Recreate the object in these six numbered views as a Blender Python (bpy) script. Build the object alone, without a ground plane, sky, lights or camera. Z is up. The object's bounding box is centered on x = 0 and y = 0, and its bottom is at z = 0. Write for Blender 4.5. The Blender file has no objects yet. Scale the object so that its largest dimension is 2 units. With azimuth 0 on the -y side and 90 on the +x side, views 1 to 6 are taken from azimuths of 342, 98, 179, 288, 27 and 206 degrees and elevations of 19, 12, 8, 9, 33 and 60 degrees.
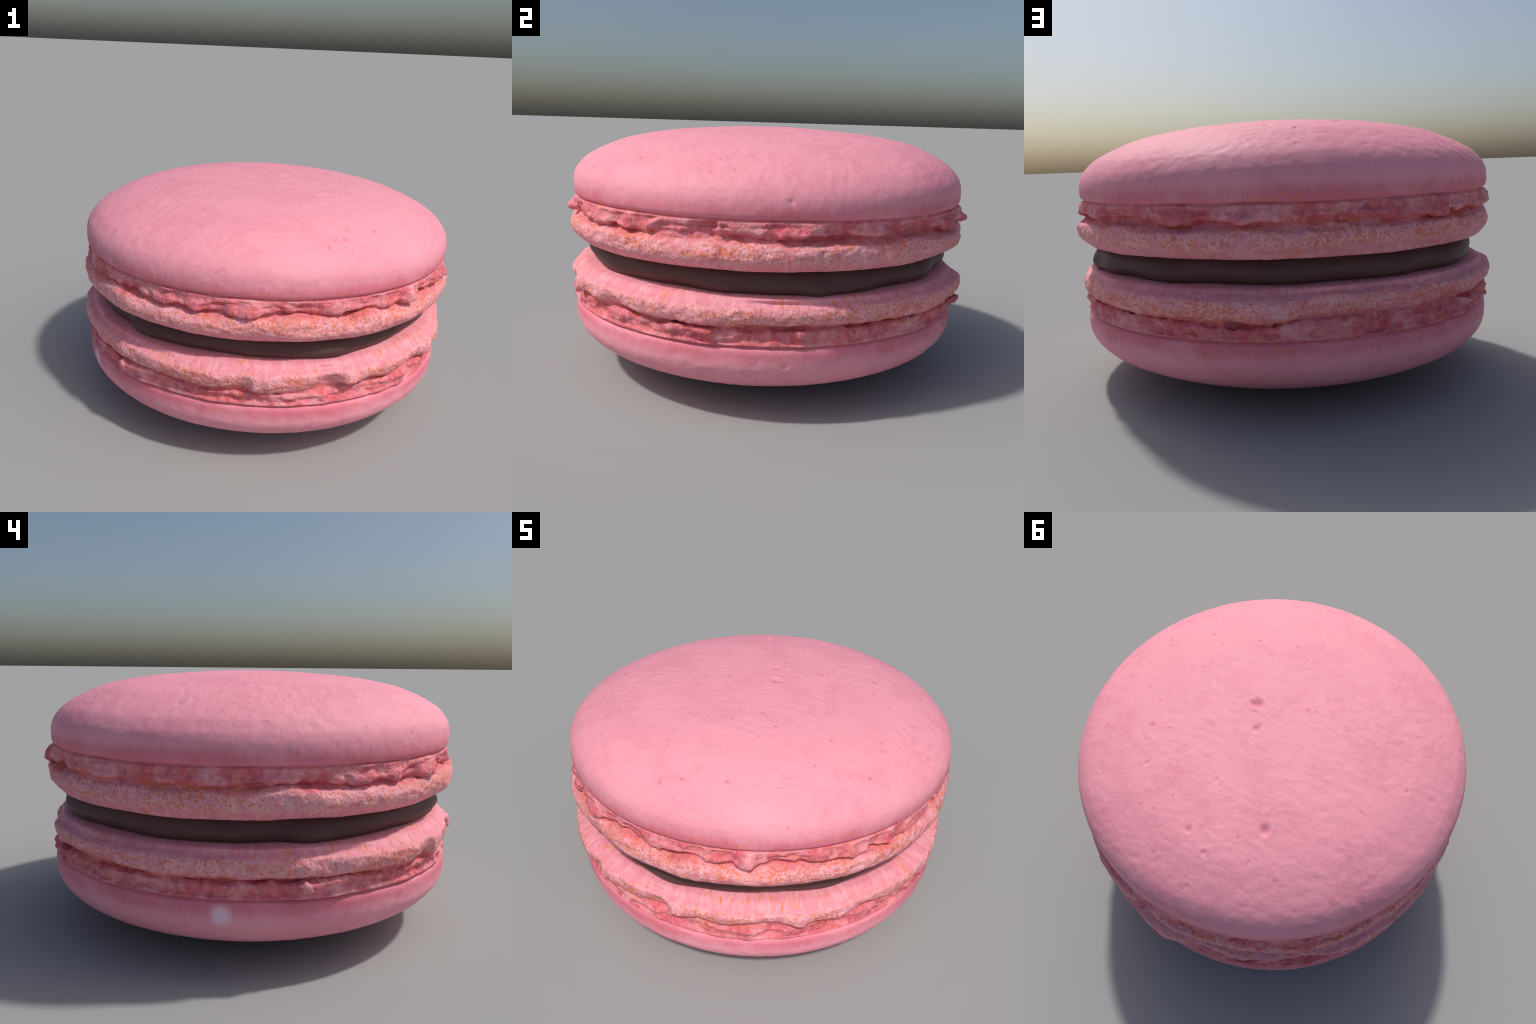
"""A pink macaron: two domed biscuit shells with ruffled feet, and a chocolate filling between them."""
import bpy, math
import numpy as np

TAU = 2 * math.pi
H = 1.187            # overall height; the lower shell is the upper one turned over
N = 768              # segments around

# --------------------------------------------------------------------------- helpers

def hash01(i, j, k, seed):
    n = (i * 374761393 + j * 668265263 + k * 2147483647 + seed * 974634757).astype(np.int64) & 0xFFFFFFFF
    n = ((n ^ (n >> 13)) * 1274126177) & 0xFFFFFFFF
    n = ((n ^ (n >> 15)) * 2246822519) & 0xFFFFFFFF
    return ((n ^ (n >> 16)) & 0xFFFFFF) / float(0xFFFFFF)


def value_noise(p, scale, seed, octaves=3, rough=0.5):
    """Smooth 3D lattice noise in -1..1 for an (n, 3) array of points."""
    out, amp, tot = np.zeros(len(p)), 1.0, 0.0
    q = p * scale
    for o in range(octaves):
        c = np.floor(q).astype(np.int64)
        f = q - c
        f = f * f * f * (f * (f * 6 - 15) + 10)
        acc = 0
        for dx in (0, 1):
            for dy in (0, 1):
                for dz in (0, 1):
                    w = (f[:, 0] if dx else 1 - f[:, 0]) * (f[:, 1] if dy else 1 - f[:, 1]) * (f[:, 2] if dz else 1 - f[:, 2])
                    acc = acc + w * hash01(c[:, 0] + dx, c[:, 1] + dy, c[:, 2] + dz, seed + o * 17)
        out += amp * (acc * 2 - 1)
        tot += amp
        amp *= rough
        q = q * 2.03 + 11.7
    return out / tot


PHI = np.arange(N) / N * TAU          # azimuth: 0 on -y, 90 degrees on +x


def ring(points, smooth=2.0):
    """Closed curve of a value against azimuth (degrees) through hand-set or random knots, with soft corners."""
    pts = sorted((a % 360, v) for a, v in points)
    a = np.radians([p[0] for p in pts])
    v = np.array([p[1] for p in pts])
    a = np.r_[a[-1] - TAU, a, a[0] + TAU]
    v = np.r_[v[-1], v, v[0]]
    y = np.interp(PHI, a, v)
    k = np.exp(-0.5 * (np.arange(-12, 13) / (smooth * N / 768)) ** 2)
    k /= k.sum()
    return np.convolve(np.r_[y[-12:], y, y[:12]], k, "valid")


def random_ring(rng, count, amp, smooth=2.0, spread=None):
    a = (np.arange(count) + rng.uniform(-0.35, 0.35, count)) * 360 / count
    v = rng.normal(0, amp, count)
    return ring(list(zip(a, np.clip(v, -2 * amp, 2 * amp))), smooth)


def bump_at(deg, width, height):
    """A single soft lobe around one azimuth."""
    d = (np.degrees(PHI) - deg + 180) % 360 - 180
    return height * np.exp(-0.5 * (d / width) ** 2)


def sample_profile(ctrl, counts):
    """ctrl: (K, N, 2) control rings; returns (rows, N, 2) on a tight Catmull-Rom through them."""
    K = len(ctrl)
    tan = np.zeros_like(ctrl)
    for k in range(K):
        a, b = ctrl[max(k - 1, 0)], ctrl[min(k + 1, K - 1)]
        tan[k] = b - a
    seg = np.linalg.norm(ctrl[1:] - ctrl[:-1], axis=2, keepdims=True)
    rows = []
    for k in range(K - 1):
        l = seg[k]
        la = l + (seg[k - 1] if k else l)
        lb = l + (seg[k + 1] if k + 2 < K else l)
        ta = tan[k] / np.maximum(la, 1e-6) * l * 0.9
        tb = tan[k + 1] / np.maximum(lb, 1e-6) * l * 0.9
        for t in np.linspace(0, 1, counts[k], endpoint=False):
            t2, t3 = t * t, t * t * t
            rows.append((2 * t3 - 3 * t2 + 1) * ctrl[k] + (t3 - 2 * t2 + t) * ta + (-2 * t3 + 3 * t2) * ctrl[k + 1] + (t3 - t2) * tb)
    rows.append(ctrl[-1])
    return np.array(rows)


# --------------------------------------------------------------------------- shell geometry

# pits left by burst air bubbles in the crust: x, y, radius
PITS = [(0.095, -0.032, 0.036), (0.118, -0.025, 0.018), (0.031, 0.096, 0.023), (-0.23, 0.518, 0.030), (0.065, 0.655, 0.020),
        (-0.041, 0.717, 0.016), (0.065, 0.403, 0.014), (0.403, 0.461, 0.017), (0.406, 0.266, 0.013), (-0.235, 0.668, 0.012),
        (-0.701, 0.051, 0.013), (-0.564, 0.252, 0.011), (-0.291, -0.269, 0.010), (0.552, 0.405, 0.013), (0.609, 0.559, 0.011),
        (0.163, 0.806, 0.011), (0.186, 0.695, 0.010), (-0.034, 0.858, 0.011), (0.321, 0.645, 0.011), (-0.74, -0.324, 0.011),
        (-0.529, -0.293, 0.010), (0.242, -0.369, 0.012), (0.335, -0.07, 0.011), (-0.001, -0.377, 0.011), (0.465, 0.358, 0.010),
        ]
SIDE_PITS = [((0.9376, 0.2197, 0.919), 0.013)]


def shell_controls(skirt, skirt_z, groove, lip, lip_z, foot, foot_z, low, warp, rim=0.0, face=0.0):
    """Control rings from the crown of the dome down to the flat face against the filling.
    skirt, groove, lip, foot, low: offsets of the radius round the rim; the *_z rings: offsets in height;
    warp(r): unevenness of the dome."""
    one = np.ones(N)

    def P(r, z):
        return np.stack([r * one, z * one], 1)

    def D(r, z):
        return P(r, z + warp(r) * np.clip((z - 0.86) / 0.07, 0, 1))

    cap = [D(1e-4, 1.182), D(0.15, 1.178), D(0.3, 1.168), D(0.5, 1.149), D(0.7, 1.110), D(0.82, 1.063), D(0.9, 1.0175),
           D(0.944, 0.971), D(0.960, 0.938), D(0.9645, 0.906), P(0.964, 0.868), P(0.959, 0.854), P(0.945, 0.8445)]
    cap_n = [10, 12, 16, 18, 14, 12, 8, 7, 6, 6, 5, 5]
    ledge = np.clip(0.4 * skirt, -0.006, 0.006) + rim
    foot_c = [P(0.945, 0.8445), P(0.959 + ledge, 0.8395), P(0.963 + ledge, 0.834), P(0.957 + 0.5 * skirt, 0.822),
              P(0.962 + 0.9 * skirt, 0.806 + 0.5 * skirt_z), P(0.968 + skirt, 0.789 + skirt_z), P(0.955 + 0.75 * skirt, 0.779 + skirt_z),
              P(0.934 + groove, 0.772 + 0.5 * (skirt_z + lip_z)), P(0.946 + 0.5 * groove + 0.4 * lip, 0.760 + lip_z),
              P(0.971 + lip, 0.745 + lip_z), P(0.981 + 0.5 * foot + 0.6 * lip, 0.716 + 0.5 * lip_z + foot_z), P(0.976 + foot + 0.3 * lip, 0.688 + foot_z),
              P(0.956 + foot - face, 0.662 + face + 0.5 * foot_z), P(0.931 + low, 0.6445 + face), P(0.900 + low, 0.639 + face), P(0.80, 0.632 + face), P(0.45, 0.630), P(1e-4, 0.630)]
    foot_n = [4, 3, 5, 7, 7, 6, 9, 9, 9, 10, 9, 9, 9, 6, 10, 6, 4]
    return cap, cap_n, foot_c, foot_n


def make_grid(rows, mirror):
    """Mesh coordinates of profile rows (rows, N, 2) in the shell's own frame (dome up)."""
    r, z = rows[..., 0], rows[..., 1]
    y = -r * np.cos(PHI)
    return np.stack([r * np.sin(PHI), -y if mirror else y, z], 2).reshape(-1, 3)


def build_shell(ctrl, mirror, seed):
    cap, cap_n, foot_c, foot_n = ctrl
    cap_rows = sample_profile(np.array(cap), cap_n)
    foot_rows = sample_profile(np.array(foot_c), foot_n)
    nc = len(cap_rows)
    rows = np.concatenate([cap_rows, foot_rows[1:]])
    co = make_grid(rows, mirror)
    R = len(rows)
    # outward direction of every profile row
    g = co.reshape(R, N, 3)
    dv = np.gradient(g, axis=0)
    du = np.roll(g, -1, 1) - np.roll(g, 1, 1)
    nrm = np.cross(dv, du)
    nrm /= np.maximum(np.linalg.norm(nrm, axis=2, keepdims=True), 1e-9)
    if np.mean(nrm[5, :, 2]) < 0:
        nrm = -nrm
    nrm[0] = (0, 0, 1)
    nrm[-1] = (0, 0, -1)
    nrm = nrm.reshape(-1, 3)
    row = np.repeat(np.arange(R), N)
    zz = rows[..., 1].reshape(-1)
    rr = rows[..., 0].reshape(-1)

    # relief of the crust: low swells, orange-peel wrinkles stronger on the crown, pits
    d = np.zeros(len(co))
    iscap = row < nc
    p = co[iscap]
    fade = np.clip((zz[iscap] - 0.845) / 0.03, 0, 1)
    swirl = p + 0.05 * np.stack([value_noise(p, 4, seed + 1, 2), value_noise(p, 4, seed + 2, 2), 0 * p[:, 0]], 1)
    stretched = swirl * np.array([0.62, 1.0, 1.0])
    patch = 0.55 + 0.45 * value_noise(p, 2.4, seed + 5, 2)
    relief = 0.0010 * value_noise(p, 2.2, seed + 3, 2) + 0.0018 * patch * value_noise(stretched, 34, seed + 4, 2, 0.45)
    for px, py, pr in PITS:
        r2 = ((p[:, 0] - px) ** 2 + (p[:, 1] - py) ** 2) / (pr * pr)
        near = (r2 < 6) & (p[:, 2] > 0.9)
        relief[near] -= 0.40 * pr * np.exp(-0.5 * (r2[near] / 0.26) ** 1.4) - 0.05 * pr * np.exp(-(np.sqrt(r2[near]) - 1.15) ** 2 / 0.05)
    for c, pr in SIDE_PITS:
        r2 = ((p - np.array(c) * (1, -1 if mirror else 1, 1)) ** 2).sum(1) / (pr * pr)
        relief -= 0.45 * pr * np.exp(-r2 / 0.6)
    d[iscap] = relief * fade

    # crumbly relief of the foot
    p = co[~iscap]
    z, r = zz[~iscap], rr[~iscap]
    fade = np.clip((0.838 - z) / 0.012, 0, 1) * np.clip((r - 0.86) / 0.06, 0, 1)
    crumb = np.clip((z - 0.655) / 0.03, 0.25, 1)
    ruff = np.clip((z - 0.755) / 0.02, 0, 1)
    q = p * np.array([1, 1, 1.6])
    relief = crumb * (0.0062 * value_noise(q, 14, seed + 7, 2) + 0.0042 * value_noise(q, 38, seed + 8, 3, 0.6))
    folds = q * np.array([1, 1, 0.8])     # sharp-crested folds in the torn skirt
    relief += ruff * (0.030 * (0.30 - np.abs(value_noise(folds, 10, seed + 9, 2, 0.45))) + 0.006 * (0.3 - np.abs(value_noise(folds, 27, seed + 12, 2, 0.5))))
    d[~iscap] = relief * fade
    co = co + nrm * d[:, None]

    co = co.reshape(R, N, 3)
    co[0] = co[0].mean(0)
    co[-1] = co[-1].mean(0)
    return co, nc


def quads(n_rows, flip):
    i = np.arange(n_rows - 1)[:, None] * N
    j = np.arange(N)[None, :]
    k = (j + 1) % N
    f = np.stack([i + j, i + k, i + N + k, i + N + j], 2).reshape(-1, 4)
    return f[:, ::-1] if flip else f


def mesh_from(name, grid, flip, top_pole=False, low_pole=False):
    """Build a mesh from rings; a ring that is a pole becomes one vertex with a fan."""
    R = len(grid)
    f = quads(R, flip)
    co = grid.reshape(-1, 3)
    remap = np.arange(R * N)
    if top_pole:
        remap[:N] = 0
    if low_pole:
        remap[-N:] = (R - 1) * N
    f = remap[f]
    used, inv = np.unique(f, return_inverse=True)
    f = inv.reshape(-1, 4)
    co = co[used]
    polys = []
    for q in f.tolist():
        out = []
        for v in q:
            if v not in out:
                out.append(v)
        polys.append(out)
    me = bpy.data.meshes.new(name)
    me.from_pydata(co.tolist(), [], polys)
    me.validate()
    me.polygons.foreach_set("use_smooth", np.ones(len(me.polygons), bool))
    me.update()
    return me, used


def vertex_normals(me):
    n = np.empty(len(me.vertices) * 3, np.float32)
    me.vertex_normals.foreach_get("vector", n)
    return n.reshape(-1, 3)


def add(name, me, parent, mat):
    ob = bpy.data.objects.new(name, me)
    bpy.context.scene.collection.objects.link(ob)
    ob.parent = parent
    me.materials.clear()
    me.materials.append(mat)
    return ob


def split_shell(grid, nc, mirror, parent, cap_mat, foot_mat):
    """One smooth surface, cut at the crease into dome and foot that share border vertices and normals."""
    flip = mirror
    whole, used = mesh_from("whole", grid, flip, True, True)
    full = np.zeros((len(grid) * N, 3), np.float32)
    full[used] = vertex_normals(whole)
    cap_me, u1 = mesh_from("domed_shell", grid[:nc], flip, True, False)
    foot_me, u2 = mesh_from("ruffled_foot", grid[nc - 1:], flip, False, True)
    cap_me.normals_split_custom_set_from_vertices(full[u1].tolist())
    foot_me.normals_split_custom_set_from_vertices(full[u2 + (nc - 1) * N].tolist())
    bpy.data.meshes.remove(whole)
    cap = add("domed_shell", cap_me, parent, cap_mat)
    foot = add("ruffled_foot", foot_me, cap, foot_mat)
    return cap, foot


# --------------------------------------------------------------------------- materials

class Nodes:
    def __init__(self, name):
        self.mat = bpy.data.materials.new(name)
        self.mat.use_nodes = True
        self.t = self.mat.node_tree
        self.t.nodes.clear()
        self.out = self.t.nodes.new("ShaderNodeOutputMaterial")
        self.bsdf = self.t.nodes.new("ShaderNodeBsdfPrincipled")
        self.t.links.new(self.bsdf.outputs[0], self.out.inputs[0])
        self.obj = self.t.nodes.new("ShaderNodeTexCoord").outputs["Object"]

    def put(self, sock, v):
        if isinstance(v, bpy.types.NodeSocket):
            self.t.links.new(v, sock)
        elif v is not None:
            sock.default_value = v

    def math(self, op, a, b=None, c=None, clamp=False):
        n = self.t.nodes.new("ShaderNodeMath")
        n.operation, n.use_clamp = op, clamp
        for s, v in zip(n.inputs, (a, b, c)):
            self.put(s, v)
        return n.outputs[0]

    def vmath(self, op, a, b=None):
        n = self.t.nodes.new("ShaderNodeVectorMath")
        n.operation = op
        self.put(n.inputs[0], a)
        self.put(n.inputs[1], b)
        return n.outputs["Value"] if op in ("DISTANCE", "LENGTH", "DOT_PRODUCT") else n.outputs["Vector"]

    def scaled(self, v, s):
        n = self.t.nodes.new("ShaderNodeMapping")
        self.put(n.inputs["Vector"], v)
        n.inputs["Scale"].default_value = s
        return n.outputs[0]

    def sep(self, v):
        n = self.t.nodes.new("ShaderNodeSeparateXYZ")
        self.put(n.inputs[0], v)
        return n.outputs

    def comb(self, x, y, z):
        n = self.t.nodes.new("ShaderNodeCombineXYZ")
        for s, v in zip(n.inputs, (x, y, z)):
            self.put(s, v)
        return n.outputs[0]

    def noise(self, v, scale, detail=3, rough=0.55, dist=0.0, colour=False):
        n = self.t.nodes.new("ShaderNodeTexNoise")
        self.put(n.inputs["Vector"], v)
        n.inputs["Scale"].default_value = scale
        n.inputs["Detail"].default_value = detail
        n.inputs["Roughness"].default_value = rough
        n.inputs["Distortion"].default_value = dist
        return n.outputs["Color"] if colour else n.outputs["Fac"]

    def voronoi(self, v, scale, feature="F1", rand=1.0):
        n = self.t.nodes.new("ShaderNodeTexVoronoi")
        n.feature = feature
        self.put(n.inputs["Vector"], v)
        n.inputs["Scale"].default_value = scale
        n.inputs["Randomness"].default_value = rand
        return n.outputs

    def step(self, v, a, b, lo=0.0, hi=1.0):
        """Smooth ramp of v from a to b."""
        n = self.t.nodes.new("ShaderNodeMapRange")
        n.interpolation_type = "SMOOTHSTEP"
        self.put(n.inputs["Value"], v)
        if a > b:
            a, b, lo, hi = b, a, hi, lo
        for key, x in (("From Min", a), ("From Max", b), ("To Min", lo), ("To Max", hi)):
            n.inputs[key].default_value = x
        return n.outputs[0]

    def mix(self, f, a, b):
        n = self.t.nodes.new("ShaderNodeMix")
        n.data_type = "RGBA"
        self.put(n.inputs[0], f)
        for s, v in ((n.inputs[6], a), (n.inputs[7], b)):
            self.put(s, (*v, 1) if isinstance(v, tuple) else v)
        return n.outputs[2]

    def mul(self, *vs):
        x = vs[0]
        for v in vs[1:]:
            x = self.math("MULTIPLY", x, v)
        return x

    def bump(self, height, strength, distance):
        n = self.t.nodes.new("ShaderNodeBump")
        self.put(n.inputs["Height"], height)
        n.inputs["Strength"].default_value = strength
        n.inputs["Distance"].default_value = distance
        return n.outputs[0]

    def wobble(self, v, scale, amount):
        c = self.vmath("SUBTRACT", self.noise(v, scale, 3, 0.55, 0, True), (0.5, 0.5, 0.5))
        return self.vmath("ADD", v, self.vmath("MULTIPLY", c, (amount, amount, amount)))


# rosy grains of almond skin that can be made out one by one in the crust: x, y, radius
SPECKS = [(0.495, 0.272, 0.022), (-0.132, -0.109, 0.017), (-0.166, -0.115, 0.012), (0.082, -0.443, 0.012), (0.21, 0.549, 0.012),
          (-0.359, 0.681, 0.015), (0.519, -0.351, 0.013), (-0.61, -0.323, 0.010), (-0.455, -0.471, 0.010), (-0.349, -0.278, 0.009),
          (-0.589, -0.173, 0.009), (0.356, 0.606, 0.011), (0.53, 0.566, 0.009), (0.024, 0.445, 0.010), (-0.142, 0.598, 0.012),
          (0.291, 0.129, 0.010), (-0.798, -0.095, 0.009), (0.276, -0.4, 0.012), (0.699, -0.21, 0.014), (0.523, -0.524, 0.011),
          (-0.005, -0.871, 0.014), (0.077, -0.831, 0.012), (0.731, -0.429, 0.014), (0.253, -0.773, 0.014)]

PINK, PINK_DEEP, ROSE = (0.90, 0.355, 0.435), (0.77, 0.250, 0.335), (0.68, 0.140, 0.205)
ORANGE, SALMON, PALE = (0.76, 0.185, 0.075), (0.83, 0.29, 0.21), (0.91, 0.43, 0.475)


def crust_material(name, pale_spot=None):
    m = Nodes(name)
    co = m.obj
    x, y, z = m.sep(co)
    r = m.math("SQRT", m.math("ADD", m.math("MULTIPLY", x, x), m.math("MULTIPLY", y, y)))
    # cloudy mottling made of fine fibres
    cloud = m.step(m.noise(co, 3.2, 6, 0.68, 0.7), 0.42, 0.68)
    fibre = m.step(m.noise(m.wobble(co, 9, 0.06), 34, 4, 0.7, 1.2), 0.45, 0.72)
    f = m.math("ADD", m.mul(cloud, 0.34), m.mul(fibre, m.math("ADD", m.mul(cloud, 0.5), 0.08)), clamp=True)
    col = m.mix(f, PINK, PINK_DEEP)
    # hair-fine warm cracks on the flank of the dome
    vein = m.step(m.voronoi(m.wobble(co, 5, 0.22), 6.5, "DISTANCE_TO_EDGE")["Distance"], 0.020, 0.004)
    vein = m.mul(vein, m.step(m.noise(co, 6, 2), 0.46, 0.62), m.step(r, 0.55, 0.75), 0.30)
    col = m.mix(vein, col, (0.72, 0.19, 0.17))
    # rosy grains
    ragged = m.mul(m.math("SUBTRACT", m.noise(co, 70, 2), 0.5), 0.016)
    spots = None
    flat = m.comb(x, y, 0.0)
    for sx, sy, sr in SPECKS:
        d = m.math("ADD", m.vmath("DISTANCE", flat, (sx, sy, 0.0)), ragged)
        s = m.step(d, sr * 0.9, sr * 0.3)
        spots = s if spots is None else m.math("MAXIMUM", spots, s)
    v = m.voronoi(m.wobble(co, 20, 0.03), 11)
    small = m.mul(m.step(v["Distance"], 0.13, 0.05), m.step(m.sep(v["Color"])[0], 0.62, 0.7))
    spots = m.mul(m.math("MAXIMUM", m.mul(spots, m.step(z, 0.9, 0.95)), m.mul(small, 0.8)), 0.46)
    col = m.mix(spots, col, (0.64, 0.105, 0.205))
    # shadow of the larger pits, painted into the crust colour
    pit_shade = None
    for px, py, pr in PITS[:5]:
        b = m.step(m.vmath("DISTANCE", flat, (px, py, 0.0)), pr * 0.9, pr * 0.35)
        pit_shade = b if pit_shade is None else m.math("MAXIMUM", pit_shade, b)
    col = m.mix(m.mul(pit_shade, m.step(z, 0.9, 0.95), 0.5), col, (0.60, 0.19, 0.27))
    # deeper rose band round the skirt of the dome, ragged at its upper edge
    zr = m.math("ADD", z, m.math("ADD", m.mul(m.math("SUBTRACT", m.noise(m.scaled(co, (1, 1, 0.3)), 7, 4, 0.6), 0.5), 0.055),
                                 m.mul(m.math("SUBTRACT", m.noise(m.scaled(co, (1, 1, 0.15)), 60, 3), 0.5), 0.03)))
    band = m.mul(m.step(zr, 0.925, 0.872), m.step(z, 0.842, 0.858, 0.25, 1.0), 0.70)
    band = m.mul(band, m.step(m.noise(co, 3.4, 5, 0.65), 0.36, 0.58, 0.45, 1.0))
    col = m.mix(band, col, ROSE)
    # orange flecks scattered over the band and just above it
    v = m.voronoi(m.scaled(m.wobble(co, 30, 0.02), (1, 1, 0.6)), 74)
    fleck = m.mul(m.step(v["Distance"], 0.46, 0.25), m.step(m.sep(v["Color"])[1], 0.45, 0.5))
    fleck = m.mul(fleck, m.step(m.noise(co, 7, 3, 0.6), 0.47, 0.58), m.step(zr, 0.925, 0.880), 0.75)
    col = m.mix(fleck, col, ORANGE)
    if pale_spot:   # a bluish-white spot on the flank
        d = m.math("ADD", m.vmath("DISTANCE", co, pale_spot), m.mul(m.math("SUBTRACT", m.noise(co, 40, 2), 0.5), 0.02))
        col = m.mix(m.mul(m.step(d, 0.058, 0.012), 0.6), col, (0.92, 0.80, 0.95))
    m.put(m.bsdf.inputs["Base Color"], col)
    m.bsdf.inputs["Roughness"].default_value = 0.62
    m.bsdf.inputs["Specular IOR Level"].default_value = 0.25
    where = m.step(m.noise(co, 2.6, 2), 0.35, 0.62, 0.45, 1.0)
    h = m.math("ADD", m.mul(m.noise(co, 100, 1, 0.5), 0.10), m.mul(m.noise(m.scaled(m.wobble(co, 6, 0.06), (0.85, 1, 1)), 25, 1, 0.4), where))
    h = m.mul(h, m.step(z, 0.92, 1.05, 0.45, 1.0))
    m.put(m.bsdf.inputs["Normal"], m.bump(h, 0.42, 0.0125))
    return m.mat


def foot_material(name, shift):
    m = Nodes(name)
    co = m.vmath("ADD", m.obj, (shift, shift * 0.7, 0.0))
    x, y, z = m.sep(m.obj)
    r = m.math("SQRT", m.math("ADD", m.math("MULTIPLY", x, x), m.math("MULTIPLY", y, y)))
    cx, cy = m.math("DIVIDE", x, r), m.math("DIVIDE", y, r)
    # coordinates that run along the radius: streaks stretched from the rim inwards
    radial = m.comb(m.math("ADD", m.mul(cx, 1.0), shift), cy, m.math("ADD", m.mul(z, 0.25), m.mul(r, 0.25)))
    along = m.wobble(m.scaled(co, (1.0, 1.0, 0.75)), 18, 0.05)
    zr = m.math("ADD", z, m.mul(m.math("SUBTRACT", m.noise(co, 9, 4, 0.6), 0.5), 0.05))
    zf = m.math("ADD", z, m.mul(m.math("SUBTRACT", m.noise(co, 30, 3, 0.6), 0.5), 0.03))

    col = m.mix(m.step(m.noise(along, 26, 4, 0.65), 0.38, 0.66), PALE, (0.82, 0.30, 0.36))
    blotch = m.mul(m.step(m.noise(m.scaled(co, (1, 1, 1.4)), 5.5, 5, 0.65), 0.52, 0.64), m.step(m.noise(along, 38, 3, 0.7), 0.35, 0.6), m.step(zf, 0.675, 0.72), 0.55)
    col = m.mix(blotch, col, (0.72, 0.150, 0.130))
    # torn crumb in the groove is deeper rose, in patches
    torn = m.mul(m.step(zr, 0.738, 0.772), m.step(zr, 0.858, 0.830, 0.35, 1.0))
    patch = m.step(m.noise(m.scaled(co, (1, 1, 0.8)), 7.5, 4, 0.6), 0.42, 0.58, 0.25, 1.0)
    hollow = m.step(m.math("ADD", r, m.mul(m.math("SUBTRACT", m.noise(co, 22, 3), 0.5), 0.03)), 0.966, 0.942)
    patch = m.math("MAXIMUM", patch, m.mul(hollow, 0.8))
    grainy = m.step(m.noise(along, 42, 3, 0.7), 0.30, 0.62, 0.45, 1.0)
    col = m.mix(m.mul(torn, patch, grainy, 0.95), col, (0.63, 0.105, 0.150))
    smear = m.mul(m.step(m.noise(m.scaled(co, (1, 1, 2.2)), 9, 4, 0.6), 0.50, 0.66), m.step(zf, 0.675, 0.715), m.step(zr, 0.755, 0.780, 1.0, 0.15), 0.36)
    col = m.mix(smear, col, (0.80, 0.24, 0.15))
    # orange crumbs, thickest on the shoulder of the foot
    crumbs = m.noise(co, 84, 1, 0.5)
    thick = m.math("ADD", m.noise(co, 11, 4, 0.65), m.mul(m.noise(co, 3.5, 2), 0.6))
    level = m.math("SUBTRACT", 0.905, m.mul(thick, 0.46))
    dots = m.math("SMOOTH_MIN", 1.0, m.math("MULTIPLY", m.math("SUBTRACT", crumbs, level), 15.0, clamp=True), 0.0)
    dots = m.mul(dots, m.step(zf, 0.664, 0.700), m.step(zr, 0.760, 0.79, 0.74, 0.34))
    col = m.mix(dots, col, ORANGE)
    # a few dusky flecks deep in the tear
    dusk = m.mul(m.step(m.noise(m.scaled(co, (1, 1, 1.8)), 30, 3, 0.6, 0.8), 0.62, 0.70), m.step(m.noise(co, 5, 2), 0.5, 0.6), torn, 0.40)
    col = m.mix(dusk, col, (0.30, 0.13, 0.20))
    # smooth underside with streaks
    sa = m.noise(radial, 34, 3, 0.7)
    sb = m.noise(m.vmath("ADD", radial, (3.1, 1.7, 0.4)), 52, 2, 0.6)
    under = m.mix(m.step(sa, 0.38, 0.62), (0.88, 0.385, 0.435), (0.82, 0.285, 0.355))
    gate = m.step(m.noise(co, 5, 2), 0.40, 0.58)
    under = m.mix(m.mul(m.step(sb, 0.56, 0.62), gate, 0.85), under, SALMON)
    under = m.mix(m.mul(m.step(sb, 0.66, 0.69), gate, 0.6), under, ORANGE)
    col = m.mix(m.step(zf, 0.690, 0.672), col, under)
    m.put(m.bsdf.inputs["Base Color"], col)
    m.bsdf.inputs["Roughness"].default_value = 0.65
    m.bsdf.inputs["Specular IOR Level"].default_value = 0.2
    h = m.math("ADD", m.noise(co, 60, 5, 0.65), m.mul(m.noise(along, 28, 2), 1.3))
    h = m.mul(h, m.step(zf, 0.655, 0.70, 0.15, 1.0))
    m.put(m.bsdf.inputs["Normal"], m.bump(h, 0.6, 0.010))
    return m.mat


def filling_material():
    m = Nodes("dark_chocolate")
    n = m.step(m.noise(m.obj, 4, 3), 0.35, 0.7)
    m.put(m.bsdf.inputs["Base Color"], m.mix(n, (0.098, 0.052, 0.048), (0.115, 0.060, 0.055)))
    m.bsdf.inputs["Roughness"].default_value = 0.5
    m.bsdf.inputs["Specular IOR Level"].default_value = 0.2
    m.put(m.bsdf.inputs["Normal"], m.bump(m.noise(m.obj, 12, 2), 0.15, 0.01))
    return m.mat


# --------------------------------------------------------------------------- build

def zone(centre, half, soft=15):
    d = np.abs((np.degrees(PHI) - centre + 180) % 360 - 180)
    return np.clip((half + soft - d) / (2 * soft), 0, 1)


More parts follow.
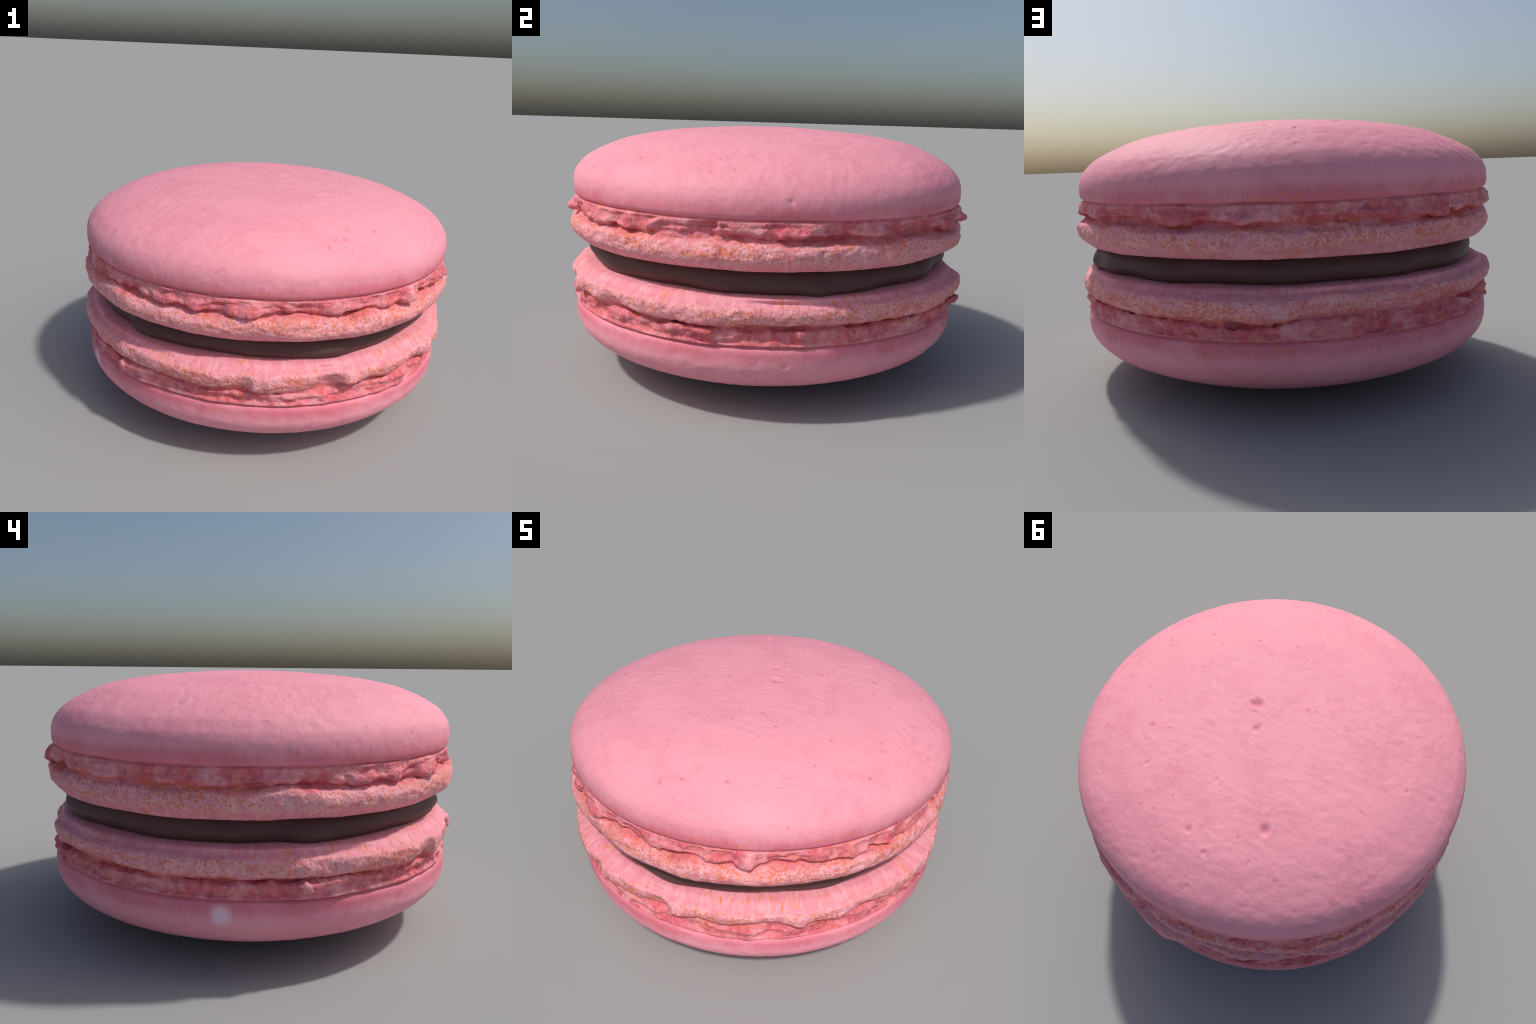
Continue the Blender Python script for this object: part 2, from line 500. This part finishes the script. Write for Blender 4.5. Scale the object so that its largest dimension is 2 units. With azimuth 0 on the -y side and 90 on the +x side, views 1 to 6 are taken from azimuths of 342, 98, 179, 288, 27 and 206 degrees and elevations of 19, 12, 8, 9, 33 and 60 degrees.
def main():
    rng = np.random.default_rng(7)
    macaron = bpy.data.objects.new("macaron", None)
    bpy.context.scene.collection.objects.link(macaron)
    macaron["label"] = "pink macaron with ruffled feet and dark chocolate filling"
    macaron["category"] = "macaron"

    s1, c1, s2, c2 = np.sin(PHI), np.cos(PHI), np.sin(2 * PHI), np.cos(2 * PHI)

    # upper shell: its torn skirt shows as lobes between hollows tucked under the cap
    def sag_upper(r):
        mid = 1.4 * r * np.clip((1 - r) / 0.25, 0, 1)
        return r * (-0.0005 * s1 + 0.0056 * c1) + r * r * (0.0045 * c2 + 0.0010 * s2) + mid * (-0.0044 * c1 + 0.0039 * c2)

    lobes = [(0, -.012), (6, -.026), (13, -.017), (17, .002), (21, -.037), (23.3, .004), (25.5, .013), (28, -.028), (34, -.038), (38, -.036),
             (41, .006), (46, -.006), (52, .010), (56, -.012), (62.5, .015), (66, -.008), (72, -.03), (79, -.043), (90, -.03), (100, -.010),
             (107, .0), (112, -.02), (118, -.036), (126, -.020), (131, -.040), (140, -.045), (146, -.030), (149, .0), (154, .008), (156, .013),
             (160, -.022), (165, -.030), (170, .012), (177, -.005), (184, -.010), (190, -.022), (197, -.012), (200, -.030), (204, .010), (209, -.026),
             (216, .012), (223, -.008), (230, -.026), (236, -.02), (242, -.006), (251, .0), (258, -.03), (268, -.02), (280, -.014), (290, -.008),
             (297, -.022), (303, -.036), (311, -.032), (316, .006), (319, -.022), (325, .004), (331, -.040), (334, .0), (338, .004), (343, -.03), (353, -.043)]
    tips = sum(bump_at(a, 1.3, h) for a, h in ((25, .010), (52, .006), (107, .008), (155, .008), (170, .012), (204, .008), (216, .014), (251, .010), (316, .010), (338, .010), (0, .008)))
    skirt = ring([(a, v if v > 0 else 0.55 * v) for a, v in lobes], 1.2) + random_ring(rng, 70, 0.004, 1.0) + tips
    skirt_z = ring([(a, -.010 if v > 0 else .010 if v < -.02 else 0) for a, v in lobes], 3) + random_ring(rng, 44, 0.005) - bump_at(316, 3, 0.008)
    groove = random_ring(rng, 40, 0.010) + 0.25 * ring(lobes, 8)
    lip = ring([(5, .006), (10.5, .018), (16, .0), (40, .004), (80, .0), (110, .002), (150, .002), (163, .012), (168, -.012), (175, .006), (180, .010), (190, .0),
                (213, .002), (220, -.006), (228, -.010), (240, -.010), (250, -.012), (265, .0), (300, .004), (318, .008), (340, .0)]) + random_ring(rng, 52, 0.007, 1.2)
    lip_z = random_ring(rng, 40, 0.006) + bump_at(10.5, 4, 0.010)
    foot = ring([(5, .008), (20, .004), (60, 0), (150, 0), (225, -.004), (250, -.004), (300, .004), (318, .008), (342, .0)], 6) + random_ring(rng, 40, 0.004)
    foot_z = random_ring(rng, 36, 0.004)
    low = random_ring(rng, 42, 0.005, 1.5)
    ctrl = shell_controls(skirt, skirt_z, groove, lip, lip_z, foot, foot_z, low, sag_upper, -0.004)
    grid, nc = build_shell(ctrl, False, 100)
    split_shell(grid, nc, False, macaron, crust_material("pink_crust"), foot_material("torn_crumb", 0.0))

    # lower shell, turned over: here the foot overhangs the groove below it
    def sag_lower(r):
        return 0.0050 * np.clip(1 - r * r / 0.5, 0, 1) - r * (0.0020 * s1 + 0.0015 * c1)

    edge = [(1.5, -.036), (5.4, .020), (11.7, -.012), (22, .006), (29, -.014), (33, -.012), (38.7, .018), (41, .0), (50, .012), (56, -.018),
            (62, -.006), (67, .003), (75, .006), (86, .016), (95, .0), (107, -.003), (120, -.002), (140, .005), (157, .008), (162, .012), (168, .014),
            (174, .030), (177, .008), (180, .0), (186, -.040), (191, -.030), (197, -.012), (203, -.028), (208, -.022), (214, -.050), (218, -.038),
            (224, -.010), (229, .004), (235, -.004), (242, -.006), (251, -.006), (260, .010), (268, .008), (278, -.003), (290, -.002), (305, .003), (320, .008),
            (330, .012), (335, -.010), (338.5, -.020), (340, .024), (347, .002), (353, -.006)]
    tips = sum(bump_at(a, 1.6, h) for a, h in ((25, .024), (60, .012), (107, .016), (170, .032), (216, .014), (251, .024), (300, .010), (0, .014)))
    skirt = random_ring(rng, 60, 0.010, 1.0) - 0.008 + tips - bump_at(4, 3.5, 0.03)
    skirt_z = random_ring(rng, 44, 0.006) - 0.003
    groove = random_ring(rng, 42, 0.012) + 0.2 * ring(edge, 8) - bump_at(4, 3.5, 0.018)
    lip = ring([(a, 0.85 * v) for a, v in edge], 1.2) + random_ring(rng, 64, 0.004, 1.0)
    lip_z = random_ring(rng, 42, 0.004) + ring([(a, 0.5 * v) for a, v in edge], 4) + bump_at(-13, 4, 0.008) - bump_at(30, 6, 0.006)
    foot = random_ring(rng, 42, 0.004) + 0.4 * ring(edge, 6) - bump_at(108, 12, 0.013) - bump_at(296, 11, 0.013) + bump_at(148, 12, 0.008)
    foot_z = random_ring(rng, 36, 0.004)
    low = random_ring(rng, 42, 0.006, 1.5)
    ctrl = shell_controls(skirt, skirt_z, groove, lip, lip_z, foot, foot_z, low, sag_lower, 0.003, 0.009)
    grid, nc = build_shell(ctrl, True, 300)
    cap, _ = split_shell(grid, nc, True, macaron, crust_material("pink_crust_pale_spot", (-0.943, 0.197, H - 0.290)), foot_material("torn_crumb_below", 2.7))
    cap.rotation_euler = (math.pi, 0, 0)
    cap.location = (-0.002, -0.006, H)

    # filling squeezed out nearly to the rim
    wave = random_ring(rng, 38, 0.008, 3.0) + bump_at(111, 3, 0.018) + bump_at(6, 14, 0.016) + bump_at(229, 9, 0.020)
    sag = random_ring(rng, 38, 0.005, 3.0)
    prof = [(1e-4, 0.645), (0.80, 0.645), (0.872, 0.640), (0.892, 0.620), (0.901, 0.596), (0.898, 0.574), (0.884, 0.553), (0.862, 0.538), (0.80, 0.525), (1e-4, 0.525)]
    keep = [0, 0, 0.3, 0.7, 1, 1.2, 1.2, 0.8, 0, 0]
    ctrl = np.array([np.stack([r + k * wave, z + k * sag * (z < 0.6)], 1) for (r, z), k in zip(prof, keep)])
    rows = sample_profile(ctrl, [3, 4, 6, 6, 6, 6, 6, 4, 3])
    me, _ = mesh_from("chocolate_filling", make_grid(rows, False).reshape(len(rows), N, 3), False, True, True)
    add("chocolate_filling", me, macaron, filling_material())


main()
